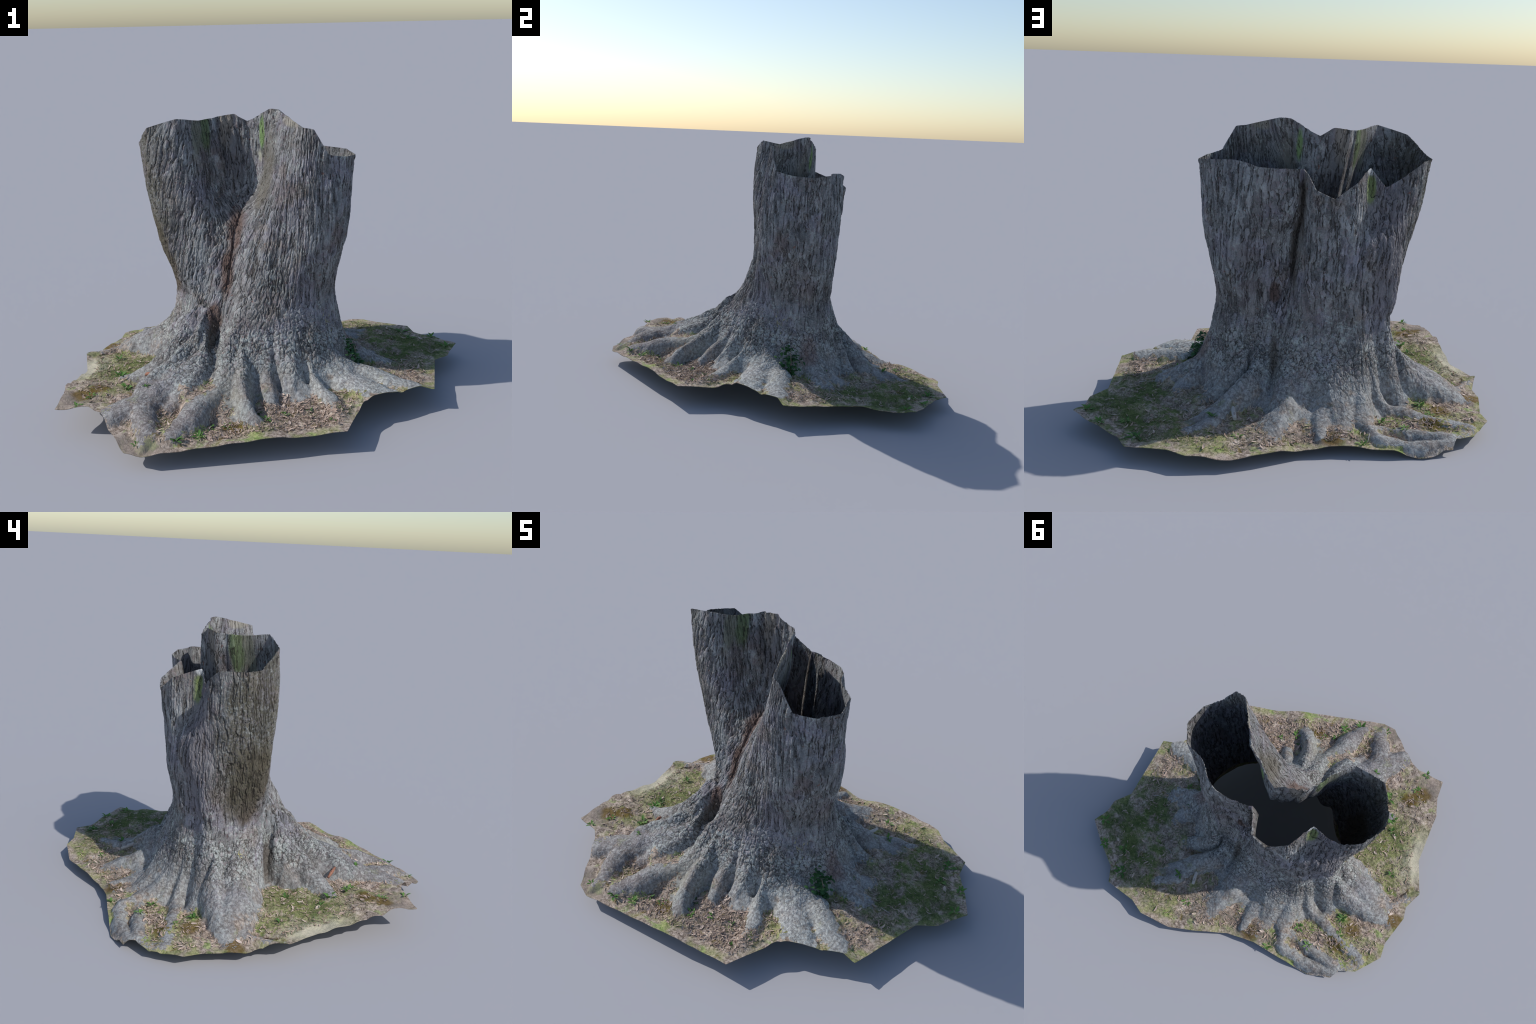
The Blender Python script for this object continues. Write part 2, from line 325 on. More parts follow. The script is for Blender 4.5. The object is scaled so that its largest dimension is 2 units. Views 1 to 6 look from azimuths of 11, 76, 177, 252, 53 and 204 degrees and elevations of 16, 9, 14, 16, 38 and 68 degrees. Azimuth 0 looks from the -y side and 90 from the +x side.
# rotten hollow and knobs on the wall: centre, radii, push (m, outwards)
for c, r, push in (((.075, .30, .62), (.035, .08, .07), -.035), ((.10, .33, .53), (.03, .08, .05), -.02), ((-.26, .06, 1.06), (.05, .09, .05), .018),
                   ((-.22, .10, 1.0), (.03, .08, .03), .014), ((.05, -.19, .50), (.08, .08, .05), .012), ((.22, .31, 1.12), (.03, .07, .12), .01)):
    e = (((wall - np.array(c)) / np.array(r)) ** 2).sum(-1)
    out = wall[:, :, :2] - C; out /= np.linalg.norm(out, axis=2, keepdims=True)
    wall[:, :, :2] += out * (push * np.exp(-e * 1.5) * smooth(0, .06, wall[:, :, 2] - Z0))[..., None]

# rows: outer edge -> wall foot -> rim
grid = np.concatenate([low[:, ::-1], wall], axis=1)        # NT, NR, 3
NR = grid.shape[1]
whog = np.concatenate([who.reshape(NT, NS)[:, ::-1], np.zeros((NT, NW), int)], axis=1)
riseg = np.concatenate([rise[:, ::-1], np.ones((NT, NW))], axis=1)


def grid_faces(nt, nr):
    i = np.arange(nt)[:, None]; j = np.arange(nr - 1)[None, :]
    a = i * nr + j; b = ((i + 1) % nt) * nr + j
    return np.stack([a, b, b + 1, a + 1], -1).reshape(-1, 4)


def normals(P, F):
    n = np.cross(P[F[:, 2]] - P[F[:, 0]], P[F[:, 3]] - P[F[:, 1]])
    out = np.zeros_like(P)
    for c in range(4):
        for ax in range(3):
            out[:, ax] += np.bincount(F[:, c], n[:, ax], len(P))
    return out / (np.linalg.norm(out, axis=1, keepdims=True) + 1e-12)


def make_mesh(name, P, F, mat, N=None, flat=False):
    me = bpy.data.meshes.new(name)
    F = np.asarray(F); k = F.shape[1]
    me.vertices.add(len(P)); me.vertices.foreach_set("co", np.ascontiguousarray(P, np.float32).ravel())
    me.loops.add(F.size); me.loops.foreach_set("vertex_index", np.ascontiguousarray(F, np.int32).ravel())
    me.polygons.add(len(F)); me.polygons.foreach_set("loop_start", np.arange(0, F.size, k, dtype=np.int32))
    me.polygons.foreach_set("use_smooth", np.full(len(F), not flat))
    me.update(calc_edges=True); me.validate()
    if N is not None:
        me.normals_split_custom_set_from_vertices(N.tolist())
    if mat: me.materials.append(mat)
    return me


# ------------------------------------------------------------------ node helpers
class Net:
    def __init__(self, tree): self.t = tree

    def put(self, v, sock):
        if isinstance(v, bpy.types.NodeSocket): self.t.links.new(v, sock)
        elif v is not None:
            if hasattr(sock.default_value, "__len__") and not hasattr(v, "__len__"): v = (v,) * len(sock.default_value)
            if hasattr(v, "__len__") and len(v) == 3 and len(sock.default_value) == 4: v = (*v, 1)
            sock.default_value = v

    def math(self, op, a, b=None, c=None, clamp=False):
        n = self.t.nodes.new("ShaderNodeMath"); n.operation = op; n.use_clamp = clamp
        for i, v in enumerate((a, b, c)):
            if v is not None: self.put(v, n.inputs[i])
        return n.outputs[0]

    def vmath(self, op, a, b=None):
        n = self.t.nodes.new("ShaderNodeVectorMath"); n.operation = op
        self.put(a, n.inputs[0])
        if b is not None: self.put(b, n.inputs[1])
        return n.outputs["Value"] if op in ("LENGTH", "DISTANCE", "DOT_PRODUCT") else n.outputs[0]

    def sep(self, v):
        n = self.t.nodes.new("ShaderNodeSeparateXYZ"); self.put(v, n.inputs[0]); return n.outputs

    def comb(self, x, y, z):
        n = self.t.nodes.new("ShaderNodeCombineXYZ")
        for i, v in enumerate((x, y, z)): self.put(v, n.inputs[i])
        return n.outputs[0]

    def step(self, v, a, b, lo=0., hi=1.):
        n = self.t.nodes.new("ShaderNodeMapRange"); n.interpolation_type = "SMOOTHSTEP"
        for i, x in enumerate((v, a, b, lo, hi)): self.put(x, n.inputs[i])
        return n.outputs[0]

    def noise(self, v, scale, detail=3., rough=.55, dist=0.):
        n = self.t.nodes.new("ShaderNodeTexNoise"); self.put(v, n.inputs["Vector"])
        n.inputs["Scale"].default_value = scale; n.inputs["Detail"].default_value = detail
        n.inputs["Roughness"].default_value = rough; n.inputs["Distortion"].default_value = dist
        return n.outputs

    def voro(self, v, scale, feature="F1", rand=1.):
        n = self.t.nodes.new("ShaderNodeTexVoronoi"); n.feature = feature; self.put(v, n.inputs["Vector"])
        n.inputs["Scale"].default_value = scale; n.inputs["Randomness"].default_value = rand
        return n.outputs

    def mixf(self, f, a, b):
        return self.math("MULTIPLY_ADD", f, self.math("SUBTRACT", b, a), a)

    def mix(self, f, a, b, mode="MIX"):
        n = self.t.nodes.new("ShaderNodeMix"); n.data_type = "RGBA"; n.blend_type = mode; n.clamp_factor = True
        self.put(f, n.inputs[0]); self.put(a, n.inputs[6]); self.put(b, n.inputs[7]); return n.outputs[2]


def bark_relief(net, pos):
    """Plates parted by fissures: tall on the stems, cobbled at the foot, nearly smooth along the roots.
    The same nodes shape the mesh and tint the bark, so dark fissures lie in the real ones."""
    x, y, z = net.sep(pos)
    bend = net.vmath("SCALE", net.vmath("SUBTRACT", net.noise(pos, 5, 2)["Color"], (.5, .5, .5)))
    bend.node.inputs["Scale"].default_value = .05
    fine = net.vmath("SCALE", net.vmath("SUBTRACT", net.noise(pos, 30, 2)["Color"], (.5, .5, .5)))
    fine.node.inputs["Scale"].default_value = .018
    q = net.vmath("ADD", net.vmath("ADD", pos, bend), fine)
    qx, qy, qz = net.sep(q)
    lean = net.math("MULTIPLY", net.math("MULTIPLY", net.step(x, .42, -.02), net.step(y, .16, .02)), .24)
    lx = net.math("SUBTRACT", qx, net.math("MULTIPLY", lean, qz))
    ridge = lambda v, sc, det, lo, hi: net.step(net.math("ABSOLUTE", net.math("SUBTRACT", net.noise(v, sc, det, .55)["Fac"], .5)), lo, hi)
    furrow = ridge(net.comb(lx, qy, net.math("MULTIPLY", qz, .08)), 34, 3, .0, .08)
    check = ridge(net.comb(lx, qy, net.math("MULTIPLY", qz, .13)), 66, 2, .0, .10)
    tall = net.comb(lx, qy, net.math("MULTIPLY", qz, .34))
    plate = net.step(net.voro(tall, 58, "DISTANCE_TO_EDGE")["Distance"], .0, .13)
    plate_id = net.voro(tall, 58)["Color"]
    h_tall = net.math("ADD", net.math("MULTIPLY", furrow, .58), net.math("ADD", net.math("MULTIPLY", check, .25), net.math("MULTIPLY", plate, .17)))
    rough = net.vmath("ADD", q, net.vmath("SCALE", net.vmath("SUBTRACT", net.noise(pos, 55, 2)["Color"], (.5, .5, .5))))
    rough.node.inputs[1].links[0].from_node.inputs["Scale"].default_value = .022
    cob = net.comb(*net.sep(net.vmath("MULTIPLY", rough, (1, 1, .7))))
    cobble = net.step(net.voro(cob, 40, "DISTANCE_TO_EDGE")["Distance"], .0, .22)
    cob_id = net.voro(cob, 40)["Color"]
    flow = net.comb(qx, qy, net.math("MULTIPLY", qz, .5))
    h_cob = net.math("ADD", net.math("MULTIPLY", cobble, .58), net.math("ADD", net.math("MULTIPLY", ridge(flow, 40, 3, .0, .075), .28), net.math("MULTIPLY", ridge(flow, 92, 2, .0, .09), .14)))
    foot = net.step(net.math("ADD", z, net.math("MULTIPLY", net.math("SUBTRACT", net.noise(pos, 6, 2)["Fac"], .5), .45)), .54, .34)
    h = net.mixf(foot, h_tall, h_cob)
    strand = net.noise(net.comb(lx, qy, net.math("MULTIPLY", qz, .18)), 120, 3)["Fac"]
    h = net.math("ADD", h, net.math("MULTIPLY", net.math("SUBTRACT", strand, .5), .5))
    idn = net.sep(net.mix(foot, plate_id, cob_id))[0]
    return h, idn, foot


# ------------------------------------------------------------------ bark relief pushed into the mesh
P = grid.reshape(-1, 3).copy()
F = grid_faces(NT, NR)
strength = np.where(whog >= 0, np.clip((riseg - .006) / .10, 0, 1), 0) * .0075
strength *= .28 + .72 * smooth(.16, .40, grid[:, :, 2])
N0 = normals(P, F)
lump = fbm(P * np.array([7, 7, 3.5]), 2, 61) * .006 + fbm(P * np.array([22, 22, 11]), 2, 63) * .003
P += N0 * (lump * np.clip(strength / .0075, 0, 1).reshape(-1) * (P[:, 2] > .0))[:, None]
me = make_mesh("shape", P, F, None)
at = me.attributes.new("depth", "FLOAT", "POINT"); at.data.foreach_set("value", strength.reshape(-1).astype(np.float32))
ob = bpy.data.objects.new("shape", me); bpy.context.scene.collection.objects.link(ob)
gn = bpy.data.node_groups.new("relief", "GeometryNodeTree")
gn.interface.new_socket("Geometry", in_out="INPUT", socket_type="NodeSocketGeometry")
gn.interface.new_socket("Geometry", in_out="OUTPUT", socket_type="NodeSocketGeometry")
gi, go, sp = gn.nodes.new("NodeGroupInput"), gn.nodes.new("NodeGroupOutput"), gn.nodes.new("GeometryNodeSetPosition")
net = Net(gn)
pos, nor, dep = gn.nodes.new("GeometryNodeInputPosition"), gn.nodes.new("GeometryNodeInputNormal"), gn.nodes.new("GeometryNodeInputNamedAttribute")
dep.data_type = "FLOAT"; dep.inputs["Name"].default_value = "depth"
h, _, _ = bark_relief(net, pos.outputs[0])
amount = net.math("MULTIPLY", net.math("SUBTRACT", h, .8), dep.outputs[0])
sc = gn.nodes.new("ShaderNodeVectorMath"); sc.operation = "SCALE"
gn.links.new(nor.outputs[0], sc.inputs[0]); gn.links.new(amount, sc.inputs["Scale"])
gn.links.new(sc.outputs[0], sp.inputs["Offset"])
gn.links.new(gi.outputs[0], sp.inputs[0]); gn.links.new(sp.outputs[0], go.inputs[0])
ob.modifiers.new("relief", "NODES").node_group = gn
dg = bpy.context.evaluated_depsgraph_get()
ev = ob.evaluated_get(dg).data
co = np.empty(len(P) * 3, np.float32); ev.vertices.foreach_get("co", co)
P = co.reshape(-1, 3).astype(float)
bpy.data.objects.remove(ob); bpy.data.meshes.remove(me); bpy.data.node_groups.remove(gn)
P[:, 2] = np.maximum(P[:, 2], 0)
N = normals(P, F)


# ------------------------------------------------------------------ materials
def material(name):
    m = bpy.data.materials.new(name); m.use_nodes = True
    net = Net(m.node_tree); b = m.node_tree.nodes["Principled BSDF"]
    co = m.node_tree.nodes.new("ShaderNodeTexCoord").outputs["Object"]
    return m, net, b, co


def blob(net, co, c, r, soft=.35, wob=.4, scale=9.):
    """soft ellipsoid mask with a noisy outline"""
    d = net.vmath("LENGTH", net.vmath("DIVIDE", net.vmath("SUBTRACT", co, c), r))
    d = net.math("ADD", d, net.math("MULTIPLY", net.math("SUBTRACT", net.noise(co, scale, 3)["Fac"], .5), wob * 2))
    return net.step(d, 1 + soft, 1 - soft)


def bark_material():
    m, net, b, co = material("bark")
    h, idn, foot = bark_relief(net, co)
    z = net.sep(co)[2]
    big = net.noise(co, 2.6, 3)["Fac"]
    mid = net.noise(co, 11, 4, .6)["Fac"]
    spk = net.noise(co, 70, 4, .65)["Fac"]
    grey = net.mix(net.step(big, .35, .65), (.190, .184, .186), (.178, .188, .200))
    grey = net.mix(net.step(mid, .45, .72), grey, (.222, .214, .216))
    tone = net.math("ADD", net.math("MULTIPLY", idn, .9), .52)
    grey = net.mix(net.math("MULTIPLY", net.step(net.noise(net.vmath("ADD", co, (0, 4, 0)), 4.5, 5, .6)["Fac"], .50, .66), .8), grey, (.285, .295, .30))
    grey = net.mix(net.math("MULTIPLY", net.step(net.noise(net.vmath("ADD", co, (0, 0, 4)), 5.5, 5, .6)["Fac"], .52, .68), .8), grey, (.105, .103, .106))
    grey = net.mix(net.math("MULTIPLY", net.step(net.noise(net.vmath("ADD", co, (7, 0, 3)), 5, 4, .6)["Fac"], .50, .64), .7), grey, (.215, .205, .245))
    grey = net.mix(net.math("MULTIPLY", net.step(net.noise(net.vmath("ADD", co, (2, 8, 3)), 6, 4, .6)["Fac"], .54, .66), .65), grey, (.190, .162, .142))
    plate = net.mix(1., grey, net.comb(tone, tone, tone), "MULTIPLY")
    # pale blue-green lichen crust on the plate faces, thickest on the foot and roots
    lich = net.math("ADD", net.math("MULTIPLY", foot, .055), net.math("ADD", net.math("MULTIPLY", spk, .62), net.math("MULTIPLY", mid, .45)))
    plate = net.mix(net.math("MULTIPLY", net.step(lich, .56, .72), .75), plate, (.40, .44, .425))
    # fine speckle: pale crust, mauve and black grains, strongest on the foot and roots
    grain = net.noise(co, 150, 3, .7)["Fac"]
    much = net.math("ADD", net.math("MULTIPLY", foot, .55), .35)
    plate = net.mix(net.math("MULTIPLY", net.step(grain, .53, .64), net.math("MULTIPLY", much, .75)), plate, (.46, .46, .425))
    plate = net.mix(net.math("MULTIPLY", net.step(grain, .46, .36), net.math("MULTIPLY", much, .75)), plate, (.085, .075, .070))
    plate = net.mix(net.math("MULTIPLY", net.step(net.noise(net.vmath("ADD", co, (5, 0, 0)), 48, 3)["Fac"], .56, .66), .5), plate, (.25, .20, .215))
    # rusty flecks and violet-brown stains
    plate = net.mix(net.math("MULTIPLY", net.step(net.noise(co, 33, 2)["Fac"], .70, .76), .6), plate, (.19, .075, .05))
    plate = net.mix(net.math("MULTIPLY", net.step(net.noise(net.vmath("ADD", co, (3, 1, 2)), 7, 3)["Fac"], .56, .70), .45), plate, (.155, .125, .135))
    # smooth grey skin of the outer roots
    skin = net.math("MULTIPLY", net.step(net.math("ADD", z, net.math("MULTIPLY", mid, .12)), .38, .20), .85)
    rootc = net.mix(net.step(spk, .38, .66), (.165, .158, .155), (.38, .385, .38))
    rootc = net.mix(net.step(mid, .35, .65), net.mix(.45, rootc, (.21, .175, .15)), rootc)
    rootc = net.mix(net.math("MULTIPLY", net.step(net.noise(co, 14, 4, .65)["Fac"], .46, .60), .6), rootc, (.37, .385, .385))
    rootc = net.mix(net.math("MULTIPLY", blob(net, co, (.50, -.19, .16), (.32, .20, .14), .5, .4, 9), .85), rootc, net.mix(net.step(spk, .4, .6), (.30, .30, .285), (.54, .555, .53)))
    rootc = net.mix(net.math("MULTIPLY", blob(net, co, (-.07, -.42, .2), (.10, .22, .16), .5, .5, 9), .4), rootc, (.34, .33, .25))
    mauve = blob(net, co, (-.40, -.72, .15), (.30, .22, .14), .5, .5, 8)
    rootc = net.mix(net.math("MULTIPLY", mauve, .55), rootc, net.mix(net.step(spk, .4, .65), (.13, .10, .095), (.33, .28, .275)))
    rootc = net.mix(net.math("MULTIPLY", net.step(grain, .44, .34), .4), rootc, (.12, .11, .10))
    plate = net.mix(net.math("MULTIPLY", skin, .85), plate, rootc)
    dirt = net.math("MULTIPLY", net.step(net.noise(net.vmath("ADD", co, (1, 7, 0)), 12, 5, .7)["Fac"], .55, .66), skin)
    plate = net.mix(net.math("MULTIPLY", dirt, .7), plate, net.mix(net.step(spk, .4, .6), (.16, .115, .085), (.36, .28, .22)))
    mossy = net.math("MULTIPLY", net.step(net.noise(net.vmath("ADD", co, (9, 2, 0)), 9, 5, .7)["Fac"], .60, .70), skin)
    plate = net.mix(net.math("MULTIPLY", mossy, .6), plate, (.16, .17, .07))
    # olive inner flank of the east stem beside the cleft
    plate = net.mix(net.math("MULTIPLY", blob(net, co, (.015, .09, 1.10), (.055, .12, .30), .4, .35, 10), .6), plate, (.145, .130, .098))
    # brown bare-bark stain on the west face, with its sharp lower border
    st = blob(net, co, (-.54, .10, .67), (.14, .13, .24), .30, .45, 8)
    st = net.math("MULTIPLY", st, net.step(net.math("ADD", z, net.math("MULTIPLY", mid, .06)), .495, .52))
    plate = net.mix(net.math("MULTIPLY", st, .8), plate, (.085, .064, .042))
    # olive algae film on the west front quarter
    ol = blob(net, co, (-.62, .10, .90), (.20, .19, .52), .35, .45, 7)
    ol = net.math("MULTIPLY", ol, net.step(z, .44, .56))
    plate = net.mix(net.math("MULTIPLY", ol, net.step(spk, .62, .40, .30, .85)), plate, (.098, .092, .066))
    plate = net.mix(net.math("MULTIPLY", blob(net, co, (-.45, .36, .85), (.10, .07, .40), .4, .5, 7), .5), plate, (.17, .155, .175))
    # red-brown dirt track down the front cleft
    for c, r in (((-.135, .06, .80), (.045, .09, .16)), ((-.165, -.03, .62), (.035, .08, .16)), ((-.215, -.15, .43), (.035, .07, .09))):
        plate = net.mix(net.math("MULTIPLY", blob(net, co, c, r, .4, .35, 14), .75), plate, (.13, .075, .055))
    # rusty side of the east root
    plate = net.mix(net.math("MULTIPLY", blob(net, co, (.44, .13, .27), (.06, .05, .12), .5, .6, 12), .45), plate, (.20, .115, .10))
    # bleached, green-stained strips in the clefts
    for c, r, col, k in (((-.335, .09, 1.27), (.022, .05, .17), (.20, .205, .155), .75), ((-.305, .15, 1.27), (.024, .05, .16), (.13, .18, .075), .75),
                         ((-.215, .24, 1.33), (.035, .06, .12), (.27, .24, .205), .85), ((-.17, .22, 1.15), (.05, .06, .2), (.16, .155, .16), .6), ((-.024, .19, 1.31), (.016, .045, .085), (.18, .28, .10), .85),
                         ((-.042, .17, 1.19), (.018, .05, .045), (.50, .51, .38), .9), ((-.350, .338, 1.13), (.026, .04, .07), (.17, .22, .08), .85),
                         ((-.348, .325, 1.215), (.024, .04, .028), (.55, .56, .56), .9), ((-.03, .365, 1.18), (.010, .03, .05), (.25, .24, .36), .6),
                         ((.16, .02, 1.385), (.07, .09, .03), (.36, .33, .26), .6), ((.075, .29, .61), (.03, .06, .05), (.13, .085, .07), .8)):
        plate = net.mix(net.math("MULTIPLY", blob(net, co, c, r, .3, .3, 16), k), plate, col)
    # crease shade painted dark brown: back cleft, front seam foot, west pocket
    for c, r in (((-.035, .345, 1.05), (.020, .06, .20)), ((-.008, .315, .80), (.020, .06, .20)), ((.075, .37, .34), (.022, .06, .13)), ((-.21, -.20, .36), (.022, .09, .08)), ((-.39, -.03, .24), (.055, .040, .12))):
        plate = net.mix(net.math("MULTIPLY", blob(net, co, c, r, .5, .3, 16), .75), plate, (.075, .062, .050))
    lift = net.math("MULTIPLY_ADD", foot, .10, 1.0)
    plate = net.mix(1., plate, net.comb(lift, lift, lift), "MULTIPLY")
    crack = net.math("MULTIPLY", net.step(h, .60, .16), net.math("SUBTRACT", 1., net.math("MULTIPLY", skin, .75)))
    crack = net.math("MULTIPLY", crack, net.math("SUBTRACT", 1., net.math("MULTIPLY", foot, .12)))
    col = net.mix(net.math("MULTIPLY", crack, .85), plate, (.034, .029, .026))
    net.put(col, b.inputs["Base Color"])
    b.inputs["Roughness"].default_value = .92; b.inputs["Specular IOR Level"].default_value = .15
    bp = m.node_tree.nodes.new("ShaderNodeBump"); bp.inputs["Distance"].default_value = .004; bp.inputs["Strength"].default_value = .8
    hh = net.math("ADD", net.math("MULTIPLY", h, net.math("SUBTRACT", 1., net.math("MULTIPLY", skin, .7))), net.math("MULTIPLY", spk, .8))
    m.node_tree.links.new(hh, bp.inputs["Height"]); m.node_tree.links.new(bp.outputs[0], b.inputs["Normal"])
    return m


def soil_material():
    m, net, b, co = material("leaf_mould")
    x, y, z = net.sep(co)
    flat = net.comb(x, y, net.math("MULTIPLY", z, .3))
    big = net.noise(flat, 3.2, 3)["Fac"]
    mid = net.noise(flat, 13, 4, .6)["Fac"]
    fin = net.noise(flat, 55, 4, .7, 1.2)["Fac"]
    st1 = net.voro(net.vmath("ADD", flat, net.vmath("SCALE", net.noise(flat, 18, 2)["Color"])), 60, "DISTANCE_TO_EDGE")["Distance"]
    idn = net.sep(net.voro(flat, 75)["Color"])[0]
    litter = net.mix(net.step(fin, .35, .65), (.19, .15, .12), (.62, .51, .43))
    litter = net.mix(net.math("MULTIPLY", net.step(idn, .72, .9), .8), litter, (.68, .57, .49))
    litter = net.mix(net.step(st1, .10, .0), litter, (.14, .105, .08))
    grass = net.mix(net.step(fin, .3, .7), (.15, .175, .065), (.44, .43, .22))
    grass = net.mix(net.math("MULTIPLY", net.step(idn, .6, .9), .6), grass, (.42, .36, .23))
    green = net.mix(net.step(fin, .3, .7), (.055, .095, .03), (.19, .225, .085))
    g1 = net.step(net.math("ADD", net.math("MULTIPLY", big, .7), net.math("MULTIPLY", mid, .5)), .55, .70)
    g1 = net.math("MAXIMUM", g1, blob(net, co, (-.72, -.13, .1), (.28, .20, .3), .5, .4, 8))
    g1 = net.math("MULTIPLY", g1, net.math("SUBTRACT", 1., blob(net, co, (.25, -.45, .1), (.25, .16, .3), .4, .5, 8)))
    col = net.mix(g1, litter, grass)
    bright = net.noise(net.vmath("ADD", flat, (4, 0, 0)), 9, 4, .65)["Fac"]
    col = net.mix(net.math("MULTIPLY", net.step(bright, .56, .68), .7), col, net.mix(net.step(fin, .4, .6), (.17, .27, .07), (.34, .43, .14)))
    col = net.mix(net.math("MULTIPLY", net.step(bright, .44, .34), .6), col, net.mix(net.step(fin, .4, .6), (.42, .33, .275), (.80, .68, .60)))
    col = net.mix(net.math("MULTIPLY", net.step(net.noise(net.vmath("ADD", flat, (0, 6, 0)), 16, 4, .65)["Fac"], .60, .68), .7), col, (.17, .125, .03))
    ge = blob(net, co, (.80, .52, .1), (.34, .40, .3), .4, .55, 7)
    col = net.mix(net.math("MULTIPLY", net.math("MULTIPLY", ge, .85), net.step(mid, .40, .56)), col, green)
    # sun fleck by the west edge, lightened into the soil colour
    col = net.mix(net.math("MULTIPLY", blob(net, co, (-.90, -.13, .1), (.09, .15, .2), .6, .5, 12), .7), col, (.60, .55, .45))
    # bare trodden earth along the front-west corner and west edge
    for c, r in (((-.42, -.86, .1), (.14, .06, .2)), ((-.80, -.58, .15), (.12, .07, .2)), ((-.16, .70, .05), (.14, .05, .2))):
        col = net.mix(net.math("MULTIPLY", blob(net, co, c, r, .5, .4, 10), .7), col, (.27, .225, .195))
    # ochre moss stains
    for c in ((-.77, -.52, .15), (-.72, -.45, .15), (-.93, .27, .07), (-.72, .43, .09), (-.18, .71, .07), (.24, .30, .1), (-.02, -.64, .1), (-.66, .55, .07)):
        col = net.mix(net.math("MULTIPLY", blob(net, co, c, (.055, .045, .06), .35, .5, 18), .8), col, (.135, .085, .014))
    net.put(col, b.inputs["Base Color"])
    b.inputs["Roughness"].default_value = .95; b.inputs["Specular IOR Level"].default_value = .1
    bp = m.node_tree.nodes.new("ShaderNodeBump"); bp.inputs["Distance"].default_value = .006; bp.inputs["Strength"].default_value = .9
    m.node_tree.links.new(net.math("ADD", fin, net.math("MULTIPLY", idn, .5)), bp.inputs["Height"]); m.node_tree.links.new(bp.outputs[0], b.inputs["Normal"])
    return m


def varied(name, cols, rough=.8, trans=0., scale=40.):
    """colour that varies over the thing and from object to object"""
    m, net, b, co = material(name)
    rnd = m.node_tree.nodes.new("ShaderNodeObjectInfo").outputs["Random"]
    f = net.math("FRACT", net.math("ADD", net.math("MULTIPLY", rnd, 7.3), net.math("MULTIPLY", net.noise(co, scale, 2)["Fac"], 1.0)))
    col = net.mix(net.step(f, .0, .5), cols[0], cols[1])
    col = net.mix(net.step(f, .5, 1.), col, cols[2])
    net.put(col, b.inputs["Base Color"]); b.inputs["Roughness"].default_value = rough
    b.inputs["Specular IOR Level"].default_value = .2
    if trans:
        nt = m.node_tree; tr = nt.nodes.new("ShaderNodeBsdfTranslucent"); mx = nt.nodes.new("ShaderNodeMixShader")
        net.put(col, tr.inputs["Color"]); mx.inputs[0].default_value = trans
        out = nt.nodes["Material Output"]
        nt.links.new(b.outputs[0], mx.inputs[1]); nt.links.new(tr.outputs[0], mx.inputs[2]); nt.links.new(mx.outputs[0], out.inputs[0])
    return m


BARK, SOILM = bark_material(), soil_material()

# ------------------------------------------------------------------ objects
top = bpy.data.objects.new("tree_stump", None); top.empty_display_size = .3
bpy.context.scene.collection.objects.link(top)
top["label"] = "hollow twin-stemmed tree base with spreading roots on soil"
top["category"] = "tree stump"


def add(name, mesh, parent=top, **props):
    o = bpy.data.objects.new(name, mesh); bpy.context.scene.collection.objects.link(o); o.parent = parent
    for k, v in props.items(): o[k] = v
    return o


# which part each face belongs to
fw = whog.reshape(-1)[F]
frise = riseg.reshape(-1)[F].mean(1)
fp = P[F].mean(1)
rag = vnoise(fp * 70, 77) * .009 + vnoise(fp * 22, 78) * .010 + vnoise(fp * 160, 79) * .005
part = np.where((fw.max(1) < 0) | (frise < .014 + rag), -1, fw.max(1))


def piece(sel):
    Fs = F[sel]; used, inv = np.unique(Fs, return_inverse=True)
    return P[used], inv.reshape(Fs.shape), N[used]


p_, f_, n_ = piece(part == 0)
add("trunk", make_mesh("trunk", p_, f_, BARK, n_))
for rid in range(1, len(root_names) + 1):
    sel = part == rid
    if sel.sum() < 20: continue
    p_, f_, n_ = piece(sel)
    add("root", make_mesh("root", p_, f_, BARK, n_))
p_, f_, n_ = piece(part == -1)
soil_ob = add("ground_patch", make_mesh("ground_patch", p_, f_, SOILM, n_))

# the shell's inner side: hollow wall and underside, a centimetre behind the face
jj = np.arange(NR); thick = .0025 + .0075 * np.clip(np.minimum(jj, NR - 1 - jj) / 14, 0, 1)
inner = grid - N0.reshape(NT, NR, 3) * thick[None, :, None]
inner[:, :, 2] = np.maximum(inner[:, :, 2], .0)
inner[:, -1, 2] = grid[:, -1, 2] - .001


def lining(name, j0, j1, st, strip_row, mat):
    rows = sorted(set(range(j0, j1, st)) | {j1 - 1})
    sub = inner[::2][:, rows]
    nt, nr = sub.shape[:2]
    Pn = sub.reshape(-1, 3); Fn = grid_faces(nt, nr)[:, ::-1]
    face = P.reshape(NT, NR, 3)[::2, strip_row]
    k = len(Pn); row_i = rows.index(strip_row)
    i = np.arange(nt); a = i * nr + row_i; b2 = ((i + 1) % nt) * nr + row_i
    c = k + i; d = k + (i + 1) % nt
    Fs = np.stack([a, b2, d, c], 1) if strip_row == 0 else np.stack([a, c, d, b2], 1)
    return add(name, make_mesh(name, np.vstack([Pn, face]), np.vstack([Fn, Fs]), mat))


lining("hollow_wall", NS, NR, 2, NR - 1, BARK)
lining("underside", 0, NS + 1, 2, 0, SOILM)


# ------------------------------------------------------------------ what lies and grows on the soil
gsel = np.nonzero((part == -1))[0]
gc = P[F[gsel]].mean(1)
area = np.linalg.norm(np.cross(P[F[gsel, 2]] - P[F[gsel, 0]], P[F[gsel, 3]] - P[F[gsel, 1]]), axis=1)
gn_ = N[F[gsel]].mean(1); gn_ /= np.linalg.norm(gn_, axis=1, keepdims=True)


def near(c, r):
    return np.exp(-(((gc[:, :2] - np.array(c)[:2]) / np.array(r)) ** 2).sum(1))


